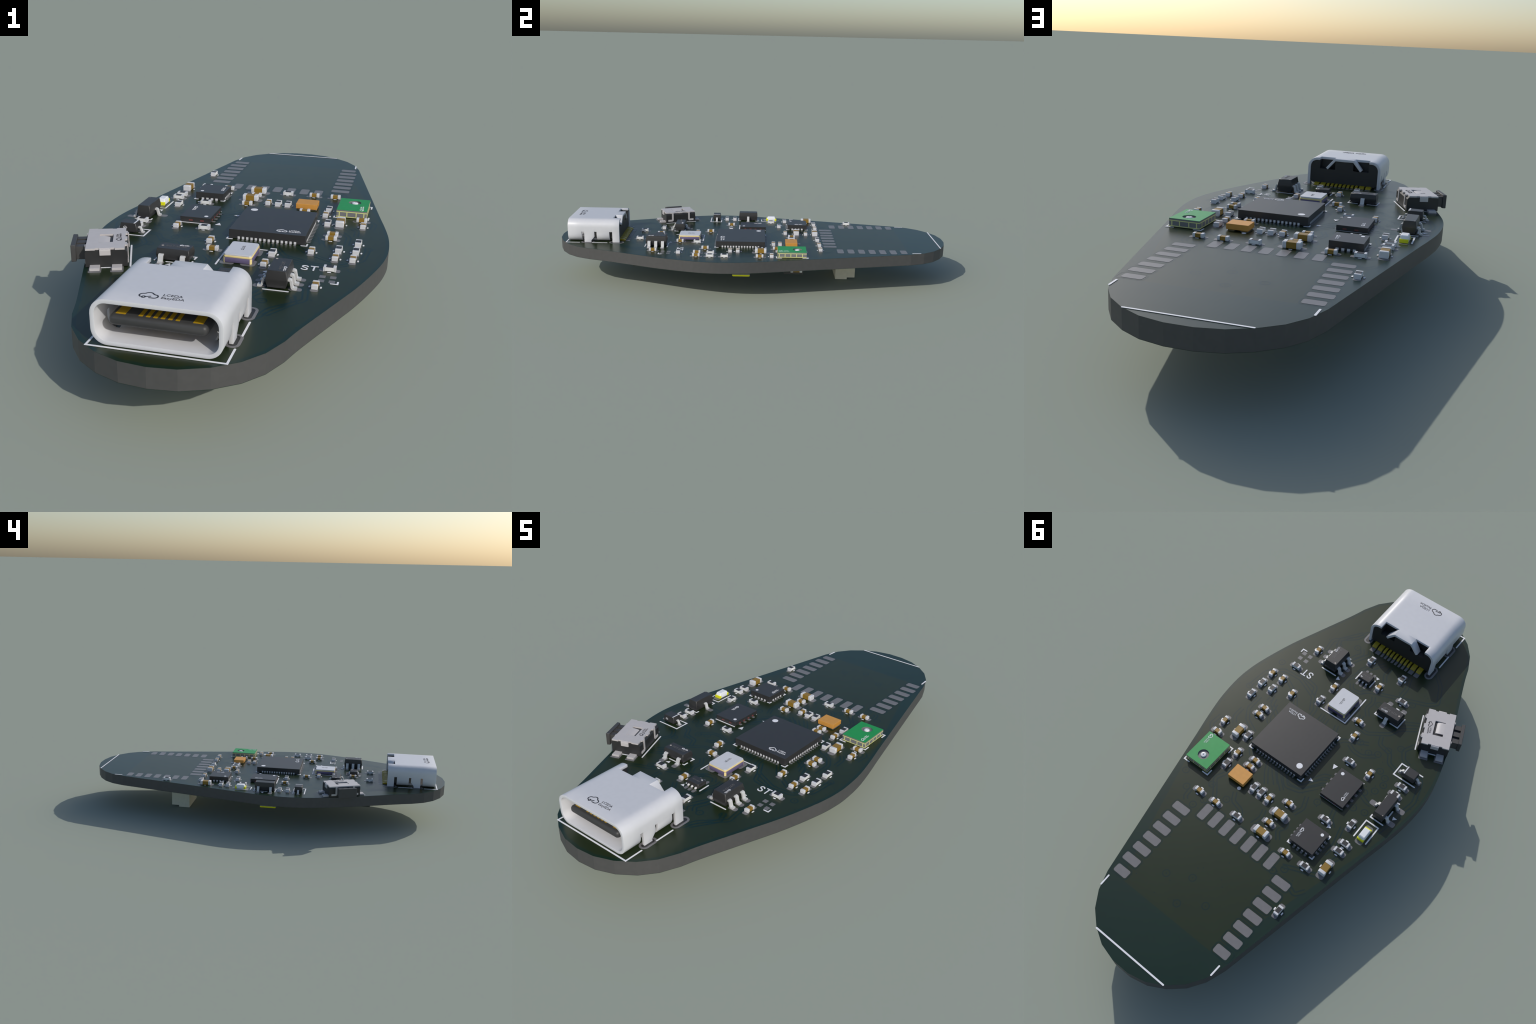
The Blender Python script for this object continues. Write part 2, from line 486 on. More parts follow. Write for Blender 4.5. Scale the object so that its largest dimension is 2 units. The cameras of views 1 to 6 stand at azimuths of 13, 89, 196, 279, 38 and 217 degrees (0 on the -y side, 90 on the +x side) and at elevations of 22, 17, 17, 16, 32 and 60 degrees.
def bowed_cap(hx, hy, h, x0, bow):
    """Like bump_cap, its inner edge bowed towards the middle."""
    g = Geo()
    r = 0.055 * (h / 0.4)
    prof = rounded(hy, h / 2, r, 3, 0, h / 2)
    face = rounded(hy - r * 0.6, h / 2 - r * 0.6, r * 0.6, 3, 0, h / 2)
    inner = [(x0 - bow * (1 - (a / hy) ** 2), a, b + 0.01) for a, b in prof]
    ring = lambda x, p: [(x, a, b + 0.01) for a, b in p]
    g.loft([inner, ring(hx - r * 0.6, prof), ring(hx, face)])
    return g

def capacitor(x, y, axis, big=False):
    rot = 0 if axis == "x" else 90
    L, W, H = (1.62, 0.82, 0.60) if big else (1.04, 0.52, 0.39)
    t = 0.36 if big else 0.26
    k = "big" if big else "small"
    body = component("capacitor", mesh_of("cap_body_" + k, lambda: Geo().box(-L / 2 + t * 0.6, L / 2 - t * 0.6, -W / 2 + 0.025, W / 2 - 0.025, 0.03, H - 0.02), CERAMIC, bevel=0.02), x, y, rot)
    sub("terminal", body, "cap_end_a_" + k, lambda: bowed_cap(L / 2, W / 2, H, L / 2 - t, 0.0), TIN)
    sub("terminal", body, "cap_end_b_" + k, lambda: bowed_cap(L / 2, W / 2, H, L / 2 - t, 0.0).turn(math.pi), TIN)
    chip_land(x, y, rot, L, W, big)

def chip_land(x, y, rot, L, W, big):
    a = math.radians(rot)
    off = (L / 2 + (0.04 if not big else 0.02)) * MM
    pl, pw = (0.60, 0.62) if not big else (0.85, 0.92)
    for s in (-1, 1):
        pad(x + s * off * math.cos(a), y + s * off * math.sin(a), pl, pw, 0.17 if not big else 0.28, rot)
        d = (W / 2 + 0.19) * MM * s
        c, n = Vector((x - d * math.sin(a), y + d * math.cos(a))), Vector((math.cos(a), math.sin(a))) * 0.10 * MM
        ink([tuple(c - n), tuple(c + n)], 0.14)

def resistor(x, y, axis, flip=False):
    rot = 0 if axis == "x" else 90
    L, W, H = 1.04, 0.54, 0.40
    body = component("resistor", mesh_of("res_body", lambda: Geo().box(-L / 2 + 0.10, L / 2 - 0.10, -W / 2 + 0.006, W / 2 - 0.006, 0.03, H - 0.035), ALUMINA, bevel=0.015), x, y, rot)
    sub("glaze", body, "res_glaze", lambda: Geo().box(-0.30, 0.30, -W / 2 + 0.035, W / 2 - 0.035, H - 0.04, H - 0.012), COATING)
    for nm, ang in (("a", 0), ("b", math.pi)):
        sub("terminal", body, "res_end_" + nm, lambda: Geo().prism_y([(L / 2, 0.01), (L / 2, H - 0.03), (L / 2 - 0.03, H), (L / 2 - 0.22, H), (L / 2 - 0.22, H - 0.04), (L / 2 - 0.09, H - 0.04), (L / 2 - 0.09, 0.01)], -W / 2, W / 2).turn(ang), TIN)
    chip_land(x, y, rot, L, W, False)

caps = {"y": [(-0.0270, -0.4896), (0.2858, -0.4901), (0.3632, -0.2726), (0.3112, -0.2732), (0.2343, -0.2382), (0.1186, -0.3747),
              (-0.0861, -0.2312), (-0.2317, -0.1250), (0.3638, 0.0335), (0.2264, 0.1171), (0.0049, 0.2004)],
        "x": [(0.2767, -0.1117), (0.2766, -0.0740), (-0.0588, -0.2985), (0.3538, 0.0914), (0.1494, 0.1028), (0.1499, 0.1363),
              (0.2321, 0.3364), (0.1524, 0.3359), (-0.0672, 0.1692), (-0.0572, 0.2778), (-0.1796, 0.3356)]}
res = {"y": [(0.0762, -0.5854), (-0.0793, -0.5834), (0.3661, -0.2066), (0.3660, -0.1364), (0.3137, -0.2066), (0.1248, -0.2865),
             (0.2465, 0.0308), (0.2303, 0.1800), (0.0784, 0.1975), (0.0427, 0.1974), (-0.3010, 0.0945), (-0.2950, 0.5214)],
       "x": [(-0.1437, -0.4877), (0.3078, -0.3632), (-0.1386, -0.1236), (-0.3604, -0.1558), (-0.3585, -0.1115), (0.0528, 0.3320),
             (-0.2131, 0.1377), (-0.3284, 0.1723), (-0.3269, 0.2104), (-0.2661, 0.3337)]}
bigs = {"y": [(0.2873, 0.0386), (-0.3297, 0.2943)], "x": [(-0.0683, 0.2280), (-0.0605, 0.3265)]}
for ax in "yx":
    for x, y in caps[ax]:
        capacitor(x, y, ax)
    for x, y in res[ax]:
        resistor(x, y, ax)
    for x, y in bigs[ax]:
        capacitor(x, y, ax, big=True)

# ------------------------------------------------------------------ flat chips
def flat_chip(name, x, y, w, d, h, dot, dot_r):
    c = component(name, mesh_of("chip_%.2f_%.2f" % (w, d), lambda: Geo().box(-w / 2, w / 2, -d / 2, d / 2, 0.04, h), BLACK, bevel=0.012), x, y)
    sub("pin_mark", c, "dot_%.2f_%.2f" % (w, d), lambda: Geo().prism(circle(dot_r, 28, *dot), h - 0.01, h + 0.008), SILK, smooth=0)
    return c

def side_pins(chip, x, y, w, d, n, pitch, pw, ph, sides, mat, pad_len, pad_w, key, z0=0.0, reach=0.012, pads=True):
    for side in sides:                                  # 0 +x, 90 +y, 180 -x, 270 -y
        a = math.radians(side)
        half_w = w / 2 if side in (0, 180) else d / 2
        me = mesh_of("pin_" + key + str(side % 180), lambda: Geo().box(half_w - 0.15, half_w + reach, -pw / 2, pw / 2, z0, z0 + ph), mat, smooth=0)
        for k in range(n):
            o = (k - (n - 1) / 2) * pitch
            p = put("pin", me, chip, (-o * MM * math.sin(a), o * MM * math.cos(a), 0), a)
            if pads:
                r = (half_w + pad_len / 2 - 0.12) * MM
                pad(x + r * math.cos(a) - o * MM * math.sin(a), y + r * math.sin(a) + o * MM * math.cos(a), pad_len, pad_w, 0.09, side)

# main processor, 56 side pins
qx, qy = 0.0840, -0.0638
cpu = flat_chip("processor_chip", qx, qy, 7.05, 7.05, 0.90, ((-0.0065 - qx) / MM, (0.0265 - qy) / MM), 0.355)
side_pins(cpu, qx, qy, 7.05, 7.05, 14, 0.4, 0.21, 0.23, (0, 90, 180, 270), PINTIN, 0.46, 0.20, "cpu", z0=0.03)
logo(cpu, "cpu", 0.95, (0.1262 - qx) / MM, (-0.1572 - qy) / MM, 0.901, SILK)
corners(qx, qy, 0.1275, 0.1275, 0.0165)
triangle(-0.0685, 0.0334 + 0.001, 180, 0.010)
# memory chip
fx, fy = -0.1865, -0.0050
mem = flat_chip("memory_chip", fx, fy, 3.0, 4.0, 0.55, ((-0.1531 - fx) / MM, (-0.0553 - fy) / MM), 0.20)
side_pins(mem, fx, fy, 3.0, 4.0, 4, 0.8, 0.30, 0.16, (0, 180), REDPIN, 0.42, 0.34, "mem", z0=0.10)
for s in (-1, 1):
    sub("pin", mem, "mem_tie%d" % s, lambda: Geo().box(-0.62, -0.24, s * 2.0 - 0.01, s * 2.0 + 0.01, 0.17, 0.30).box(0.50, 0.88, s * 2.0 - 0.01, s * 2.0 + 0.01, 0.17, 0.30), REDPIN, smooth=0)
logo(mem, "mem", 0.52, (-0.2170 - fx) / MM, (0.0320 - fy) / MM, 0.551, SILK, rot=-90, w=0.11)
for yy in (fy - 0.0745, fy + 0.0675):
    ink([(fx - 0.0505, yy), (fx + 0.0505, yy)])
triangle(-0.1057, -0.0710, 90, 0.0125)
# power chip
px, py = -0.2132, 0.2370
pwr = flat_chip("power_chip", px, py, 3.02, 3.02, 0.78, ((-0.2473 - px) / MM, (0.2038 - py) / MM), 0.18)
side_pins(pwr, px, py, 3.02, 3.02, 4, 0.5, 0.26, 0.21, (0, 90, 180, 270), PINTIN, 0.44, 0.27, "pwr", z0=0.0)
logo(pwr, "mem", 0.52, (-0.1770 - px) / MM, (0.2330 - py) / MM, 0.781, SILK, rot=90, w=0.11)
corners(px, py, 0.0560, 0.0560, 0.012)
triangle(-0.2394, 0.1502, 300, 0.0105)

# ------------------------------------------------------------------ green-lidded sensor
gx, gy = 0.3150, 0.1900
sensor = component("sensor_module", mesh_of("sensor_base", lambda: Geo().box(-1.5, 1.5, -1.99, 1.99, 0.04, 0.66), GREYBAND), gx, gy)
HX, HY = (0.3160 - gx) / MM, (0.2164 - gy) / MM
def lid_with_hole(z0, z1, hx, hy):
    g = Geo()
    n = 32
    hole = circle(0.64, n, HX, HY)
    outer = []
    for p in hole:                                       # matching points on the rim of the lid
        d = Vector((p[0] - HX, p[1] - HY)).normalized()
        tx = ((hx if d.x > 0 else -hx) - HX) / d.x if abs(d.x) > 1e-6 else 1e9
        ty = ((hy if d.y > 0 else -hy) - HY) / d.y if abs(d.y) > 1e-6 else 1e9
        t = min(tx, ty)
        outer.append((HX + d.x * t, HY + d.y * t))
    for sx in (-1, 1):                                   # snap the nearest point to each corner
        for sy in (-1, 1):
            i = min(range(n), key=lambda i: (outer[i][0] - sx * hx) ** 2 + (outer[i][1] - sy * hy) ** 2)
            outer[i] = (sx * hx, sy * hy)
    v = [(x, y, z) for z in (z0, z1) for ring in (hole, outer) for x, y in ring]
    f = []
    for i in range(n):
        j = (i + 1) % n
        f += [(2 * n + i, 3 * n + i, 3 * n + j, 2 * n + j), (n + i, i, j, n + j),
              (i, 2 * n + i, 2 * n + j, j), (3 * n + i, n + i, n + j, 3 * n + j)]
    return g.add(v, f)
sub("lid_frame", sensor, "sensor_frame", lambda: lid_with_hole(0.66, 0.79, 1.5, 1.99), GREYBAND, smooth=0)
sub("lid", sensor, "sensor_lid", lambda: lid_with_hole(0.79, 0.82, 1.5, 1.99), GREEN, smooth=0)
sub("well_floor", sensor, "sensor_well", lambda: Geo().prism(circle(0.64, 32, HX, HY), 0.655, 0.67), WELL, smooth=0)
def nozzle():
    g = Geo()
    n = 24
    prof = [(0.09, 0.71), (0.10, 0.815), (0.18, 0.825), (0.29, 0.79), (0.33, 0.73), (0.33, 0.665)]
    rings = [[(HX + r * math.cos(2 * math.pi * k / n), HY + r * math.sin(2 * math.pi * k / n), z) for k in range(n)] for r, z in prof]
    v = [p for r in rings for p in r]
    f = [tuple(range(n))]
    for a in range(len(rings) - 1):
        f += [(a * n + i, a * n + (i + 1) % n, (a + 1) * n + (i + 1) % n, (a + 1) * n + i) for i in range(n)]
    return g.add(v, f)
sub("nozzle", sensor, "sensor_nozzle", nozzle, NOZZLE)
def trim():
    g = Geo()
    for z0, z1 in ((0.06, 0.145), (0.575, 0.66)):
        ribbon(g, [(-1.5, -1.99), (1.5, -1.99), (1.5, 1.99), (-1.5, 1.99)], 0.024, z0, z1, closed=True)
    for s in (-1, 1):
        for o in (-1.22, -0.46, 0.46, 1.22):
            g.box(o - 0.05, o + 0.05, s * 1.99 - 0.012, s * 1.99 + 0.012, 0.13, 0.59)
        for o in (-1.80, -1.0, -0.2, 0.6, 1.4):
            g.box(s * 1.5 - 0.012, s * 1.5 + 0.012, o - 0.05, o + 0.05, 0.13, 0.59)
    return g
sub("trim", sensor, "sensor_trim", trim, CREAM, smooth=0)
logo(sensor, "sen", 0.60, 0.95, -1.55, 0.821, SILK, rot=90, w=0.10)
corners(gx, gy, 0.0590, 0.0755, 0.024, 0.024)

# ------------------------------------------------------------------ orange part
ox, oy = 0.1500, 0.1930
inductor = component("inductor", mesh_of("inductor_body", lambda: Geo().box(-1.08, 1.08, -0.86, 0.86, 0.13, 0.66), ORANGE, bevel=0.02), ox, oy)
sub("terminal", inductor, "inductor_feet", lambda: Geo().box(-0.95, -0.35, -0.70, 0.70, 0.0, 0.17).box(0.35, 0.95, -0.70, 0.70, 0.0, 0.17), CERAMIC, smooth=0)
for sx in (-1, 1):
    pad(ox + sx * 0.65 * MM, oy, 0.8, 1.5, 0.1)
silk.prism(circle(0.215, 18, 0.1229 / MM, 0.2346 / MM), SILK_Z0, SILK_Z1)

# ------------------------------------------------------------------ crystal
cx, cy = 0.0405, -0.3300
def chamfered(hx, hy, c):
    return [(hx - c, -hy), (hx, -hy + c), (hx, hy - c), (hx - c, hy), (-hx + c, hy), (-hx, hy - c), (-hx, -hy + c), (-hx + c, -hy)]
crystal = component("crystal", mesh_of("crystal_body", lambda: Geo().prism(chamfered(1.25, 1.60, 0.17), 0.05, 0.47), PURPLE, bevel=0.01), cx, cy)
sub("seal_ring", crystal, "crystal_ring", lambda: Geo().prism(chamfered(1.22, 1.57, 0.14), 0.47, 0.64), GOLD, bevel=0.02)
sub("lid", crystal, "crystal_lid", lambda: Geo().prism(chamfered(1.195, 1.545, 0.15), 0.64, 0.77), LID, bevel=0.025, segments=2)
def notches():
    g = Geo()
    for sx in (-1, 1):
        for sy in (-1, 1):
            g.add(*(lambda q: (q.v, q.f))(Geo().box(-0.115, 0.115, -0.02, 0.012, 0.02, 0.46).turn(math.atan2(-sx, sy) if False else math.radians({(1, 1): -45, (1, -1): -135, (-1, 1): 45, (-1, -1): 135}[(sx, sy)]), (sx * (1.25 - 0.085), sy * (1.60 - 0.085), 0))))
    return g
sub("corner_contact", crystal, "crystal_contacts", notches, GOLD, smooth=0)
for sx in (-1, 1):
    for sy in (-1, 1):
        pad(cx + sx * 0.90 * MM, cy + sy * 1.22 * MM, 1.25, 1.35, 0.3)
logo(crystal, "xtal", 0.42, 0.10, -0.10, 0.765, DARKINK, rot=90, w=0.10)
ink([(0.1031, -0.2590), (-0.0180, -0.2600), (-0.0180, -0.4070)])

# ------------------------------------------------------------------ gull-wing packages
def gull(u0, z_exit, foot_u, t=0.15):
    """Side profile of a gull-wing lead: out of the body, down, and along the board."""
    return fillet([(u0 - 0.15, z_exit), (u0 + 0.22, z_exit), (u0 + 0.36, t / 2 + 0.01), (foot_u, t / 2 + 0.01)], 0.13, 4)

def moulded(key, hx, hy, h, mid, taper_x, taper_y, z0=0.08):
    return mesh_of(key, lambda: Geo().loft([rect(hx - taper_x, hy - taper_y, z0), rect(hx, hy, mid - 0.08), rect(hx, hy, mid + 0.08), rect(hx - taper_x, hy - taper_y, h)]), BLACK, bevel=0.03)

def lead(parent, key, side, off, w, u0, z_exit, foot_u, t=0.15):
    a = math.radians(side)
    me = mesh_of("lead_" + key, lambda: strip(Geo(), gull(u0, z_exit, foot_u, t), t, -w / 2, w / 2), LEAD, smooth=40)
    put("lead", me, parent, (-off * MM * math.sin(a), off * MM * math.cos(a), 0), a)

# six-lead regulator
sx_, sy_ = 0.1868, -0.4845
reg = component("regulator_chip", moulded("reg_body", 0.86, 1.48, 1.55, 0.80, 0.13, 0.13, 0.10), sx_, sy_)
for side in (0, 180):
    for k in (-1, 0, 1):
        lead(reg, "reg", side, k * 0.97, 0.42, 0.84, 0.78, 1.55, 0.16)
        pad(sx_ + (1 if side == 0 else -1) * 1.42 * MM, sy_ + k * 0.97 * MM, 1.05, 0.58, 0.22)
put("lettering", text_mesh("t_reg", "SOT-23-6", 0.40, GREYINK), reg, (0.17 * MM, 0.62 * MM, 1.555 * MM), math.radians(-90))
sub("pin_mark", reg, "reg_dot", lambda: Geo().prism(circle(0.10, 14, -0.48, 1.12), 1.545, 1.558), DOTINK, smooth=0)
logo(reg, "sot", 0.36, 0.52, -0.52, 1.555, SILK, rot=-90, w=0.12)
ink([(0.2203, -0.4290), (0.1525, -0.4290)])
ink([(0.2203, -0.5400), (0.1525, -0.5400)])
triangle(0.1348, -0.4230, 300, 0.0105)

# three-lead transistor
tx_, ty_ = -0.1418, -0.3995
tra = component("transistor", moulded("tra_body", 1.46, 0.78, 1.12, 0.62, 0.07, 0.12, 0.10), tx_, ty_)
for side, off in ((270, -0.95), (270, 0.95), (90, 0.0)):
    lead(tra, "tra", side, off, 0.42, 0.76, 0.62, 1.36, 0.14)
    s = -1 if side == 270 else 1
    pad(tx_ - (off * s if side == 90 else -off) * MM, ty_ + s * 1.35 * MM, 0.62, 1.05, 0.2)
put("lettering", text_mesh("t_tra", "SOT-23-3P", 0.40, GREYINK), tra, (-0.82 * MM, 0.02 * MM, 1.125 * MM), 0)
sub("pin_mark", tra, "tra_dot", lambda: Geo().prism(circle(0.11, 14, -1.10, 0.0), 1.115, 1.128), DOTINK, smooth=0)
logo(tra, "sot", 0.36, 0.48, 0.36, 1.125, SILK, rot=0, w=0.12)
ink([(-0.0866, -0.3900), (-0.0858, -0.3730), (-0.1225, -0.3730)])
ink([(-0.1600, -0.3730), (-0.1960, -0.3730), (-0.1974, -0.4255)])
ink([(-0.0866, -0.4080), (-0.0866, -0.4255), (-0.0935, -0.4255)])
ink([(-0.1225, -0.4290), (-0.1600, -0.4290)])
triangle(-0.1469, -0.4482, 200, 0.0095)

# tiny six-lead protection chip
ex, ey = 0.0408, -0.4925
esd = component("protection_chip", moulded("esd_body", 0.80, 0.62, 0.62, 0.30, 0.05, 0.05, 0.05), ex, ey)
for side in (90, 270):
    for k in (-1, 0, 1):
        a = math.radians(side)
        me = mesh_of("esd_lead", lambda: Geo().loft([[(x, y * k2, z * k2 + 0.17) for y, z in rounded(0.115, 0.115, 0.10, 3)] for x, k2 in ((0.50, 1), (0.76, 1), (0.83, 0.6))]), PINTIN, smooth=50)
        put("lead", me, esd, (-k * 0.5 * MM * math.sin(a), k * 0.5 * MM * math.cos(a), 0), a)
        pad(ex + k * 0.53 * MM, ey + (1 if side == 90 else -1) * 0.98 * MM, 0.34, 0.62, 0.15)
put("lettering", text_mesh("t_esd", "SOT-563", 0.26, GREYINK), esd, (-0.50 * MM, -0.05 * MM, 0.623 * MM), 0)
put("printed_mark", mesh_of("esd_tick", lambda: ribbon(ribbon(Geo(), [(0.36, 0.30), (0.52, 0.42)], 0.07, 0.62, 0.632), [(0.50, 0.22), (0.62, 0.30)], 0.06, 0.62, 0.632), SILK, smooth=0), esd)
ink([(0.0768, -0.4700), (0.0768, -0.5150)])
ink([(0.0062, -0.4700), (0.0062, -0.5100)])
triangle(0.0047, -0.5261, 330, 0.0090)

# diode
dx, dy = -0.3590, -0.2135
dio = component("diode", moulded("dio_body", 0.80, 0.60, 1.00, 0.50, 0.07, 0.06, 0.12), dx, dy)
for side in (0, 180):
    lead(dio, "dio", side, 0.0, 0.28, 0.78, 0.50, 1.33, 0.12)
    pad(dx + (1 if side == 0 else -1) * 1.12 * MM, dy, 0.62, 0.55, 0.1)
sub("cathode_band", dio, "dio_band", lambda: Geo().box(0.54, 0.66, -0.535, 0.535, 0.995, 1.010), SILK, smooth=0)
put("printed_mark", mesh_of("dio_cloud", lambda: (lambda g: Geo().add([(x - 0.28, -0.606 + z * 0.0 - 0.004 * (z > 0), y + 0.58) for x, y, z in g.v], g.f))(cloud_geo(0.34, 0.045)), SILK, smooth=0), dio)
ink([(-0.3978, -0.2463), (-0.3025, -0.2463), (-0.3025, -0.1867), (-0.3975, -0.1867)])

# tall plain transistor
bx, by = -0.3638, -0.0350
mos = component("transistor", moulded("mos_body", 0.66, 1.50, 1.36, 0.72, 0.10, 0.06, 0.08), bx, by)
for side, off in ((0, 0.0), (180, -0.95), (180, 0.95)):
    lead(mos, "mos", side, off, 0.36, 0.64, 0.66, 1.22, 0.16)
    s = 1 if side == 0 else -1
    pad(bx + s * 1.38 * MM, by + s * off * MM, 1.0, 0.62, 0.2)
sub("pin_mark", mos, "mos_dot", lambda: Geo().prism(circle(0.05, 10, -0.42, 1.32), 1.355, 1.366), DOTINK, smooth=0)
for sy in (-1, 1):
    ink([(bx + 0.0262, by + sy * 0.0440), (bx + 0.0262, by + sy * 0.0562), (bx - 0.0290, by + sy * 0.0562)])
ink([(bx - 0.0270, by - 0.0140), (bx - 0.0270, by + 0.0220)])
triangle(-0.4115, -0.0283 + 0.001, 200, 0.0095)

# ------------------------------------------------------------------ LED
lx, ly = -0.3618, 0.0975
led = component("led", mesh_of("led_base", lambda: Geo().box(-0.40, 0.40, -0.62, 0.62, 0.03, 0.22), LENS), lx, ly)
sub("lens", led, "led_lens", lambda: Geo().loft([rect(0.405, 0.74, 0.20), rect(0.39, 0.70, 0.36), rect(0.35, 0.56, 0.66)]), LENS, bevel=0.05, segments=2)
for nm, s in (("a", 1), ("b", -1)):
    sub("terminal", led, "led_end_" + nm, lambda: Geo().box(-0.41, 0.41, min(s * 0.52, s * 0.83), max(s * 0.52, s * 0.83), 0.02, 0.36), YELLOW, bevel=0.02)
    pad(lx, ly + s * 0.83 * MM, 0.92, 0.85, 0.28)
ink([(-0.3336, 0.1230), (-0.3336, 0.0420), (-0.3870, 0.0420), (-0.3870, 0.1230)])

# ------------------------------------------------------------------ bare test footprint and lettering
for x, y in ((0.3243, -0.4420), (0.2942, -0.4415), (0.3243, -0.4118), (0.2942, -0.4118)):
    pad(x, y, 0.50, 0.50, 0.02, 0, name="test_pad")
ink([(0.3415, -0.4420), (0.3415, -0.4572), (0.3235, -0.4572)])
S = [(0.62, 0.80), (0.50, 0.95), (0.30, 1.0), (0.10, 0.95), (0.02, 0.78), (0.10, 0.62), (0.34, 0.52), (0.55, 0.42), (0.64, 0.24), (0.55, 0.06), (0.32, 0.0), (0.10, 0.05), (0.0, 0.2)]
st_x, st_y = 0.2270, -0.3770
ink([(st_x + x * 0.0262, st_y + y * 0.0300) for x, y in fillet(S, 0.2, 3)], 0.14)
ink([(st_x + 0.0255, st_y + 0.0300), (st_x + 0.0450, st_y + 0.0300)], 0.14)
ink([(st_x + 0.0352, st_y + 0.0300), (st_x + 0.0352, st_y)], 0.14)

# ------------------------------------------------------------------ side-push switch
ang = 21.3
wx, wy = -0.3400, -0.4365
sw_body = Geo().prism_y([(-1.62, 0.06), (1.78, 0.06), (1.78, 1.28), (1.60, 1.50), (-1.50, 1.50), (-1.62, 1.30)], -2.40, 2.40)
switch = component("push_switch", mesh_of("switch_body", sw_body, RUBBER, smooth=0), wx, wy, ang)
def plate_grid():
    """Top plate: outline with shallow notches, a rectangular window."""
    g = Geo()
    z0, z1 = 1.50, 1.66
    # strips round the window
    g.box(-1.56, -0.58, -2.06, 2.06, z0, z1)
    g.box(0.58, 1.58, -2.06, 2.06, z0, z1)
    g.box(-0.58, 0.58, -2.06, -0.98, z0, z1)
    g.box(-0.58, 0.58, 0.98, 2.06, z0, z1)
    for s in (-1, 1):                                     # lugs at both ends
        for x0, x1, e in ((-1.56, -0.80, 2.42), (-0.80, -0.46, 2.30), (0.46, 0.80, 2.30), (0.80, 1.58, 2.42)):
            g.box(x0, x1, min(s * 2.06, s * e), max(s * 2.06, s * e), z0, z1)
        g.box(-0.46, 0.46, min(s * 2.06, s * 2.36), max(s * 2.06, s * 2.36), z0, z1)
        strip(g, [(s * 2.30, 1.58), (s * 2.43, 1.55), (s * 2.45, 1.46), (s * 2.45, 1.08)], 0.14, -0.44, 0.44, axis="x")
    for o in (-1.35, 0.0, 1.35):                          # lugs along the inner side
        g.box(1.58, 1.74, o - 0.30, o + 0.30, z0, z1 - 0.01)
    return g
sub("top_plate", switch, "switch_plate", plate_grid, PLATE, smooth=0)
sub("spring_tongue", switch, "switch_tongue", lambda: strip(Geo(), [(-0.62, 1.58), (-0.20, 1.57), (0.20, 1.50), (0.50, 1.30), (0.54, 1.10)], 0.13, -0.90, 0.62), PLATE)
def side_clips():
    """L-shaped straps down both long sides, feet turned outwards."""
    g = Geo()
    for xs in (1.80, -1.645):
        for s in (-1, 1):
            strap = [(s * 1.35, 1.60), (s * 1.35, 0.38), (s * 2.10, 0.38)]
            left, right = thick_line(fillet(strap, 0.12, 3), 0.27)
            poly = left + right[::-1]
            n = len(left)
            for i in range(n - 1):
                g.prism_x([left[i], left[i + 1], right[i + 1], right[i]], xs - 0.035, xs + 0.035)
    return g
sub("side_clip", switch, "switch_clips", side_clips, PLATE, smooth=0)
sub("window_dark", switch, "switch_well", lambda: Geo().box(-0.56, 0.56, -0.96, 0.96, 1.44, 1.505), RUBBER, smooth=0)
knob = sub("button", switch, "switch_button", lambda: Geo().prism([(-2.82, -1.46), (-2.42, -1.40), (-2.42, 1.30), (-2.82, 1.36)], 0.17, 1.62), KNOB, bevel=0.04)
def stem():
    g = Geo()
    for y0, y1 in ((-1.20, -0.62), (-0.30, 0.30), (0.62, 1.20)):
        g.box(-2.45, -1.55, y0, y1, 0.30, 1.42)
    g.box(-2.45, -1.55, -1.18, 1.18, 0.32, 1.22)
    return g
sub("button_stem", switch, "switch_stem", stem, KNOB, smooth=0)
ca, sa = math.cos(math.radians(ang)), math.sin(math.radians(ang))
world = lambda a, b: (wx + (a * ca - b * sa) * MM, wy + (a * sa + b * ca) * MM)
for s in (-1, 1):
    for a in (-0.865, 0.91):
        pad(*world(a, s * 2.90), 1.05, 1.12, 0.03, ang)
        put("lead", mesh_of("switch_lead%d" % s, lambda: Geo().box(-0.41, 0.41, min(s * 2.2, s * 3.22), max(s * 2.2, s * 3.22), 0.02, 0.24), PLATE, bevel=0.02), switch, (a * MM, 0, 0))
    ink([world(-0.33, s * 2.52), world(0.40, s * 2.52)])
ink([world(1.98, -2.42), world(1.98, 2.42)])
logo(switch, "swi", 0.72, 1.08, -0.35, 1.662, DARKINK, rot=90, w=0.09)

# ------------------------------------------------------------------ USB socket
ux, uy = 0.0, -0.6770               # back edge of the metal shell
Y = lambda y: (y - uy) / MM         # scene y to local mm
HXU, ZLO, ZHI, RAD = 4.47, 0.03, 3.32, 1.12

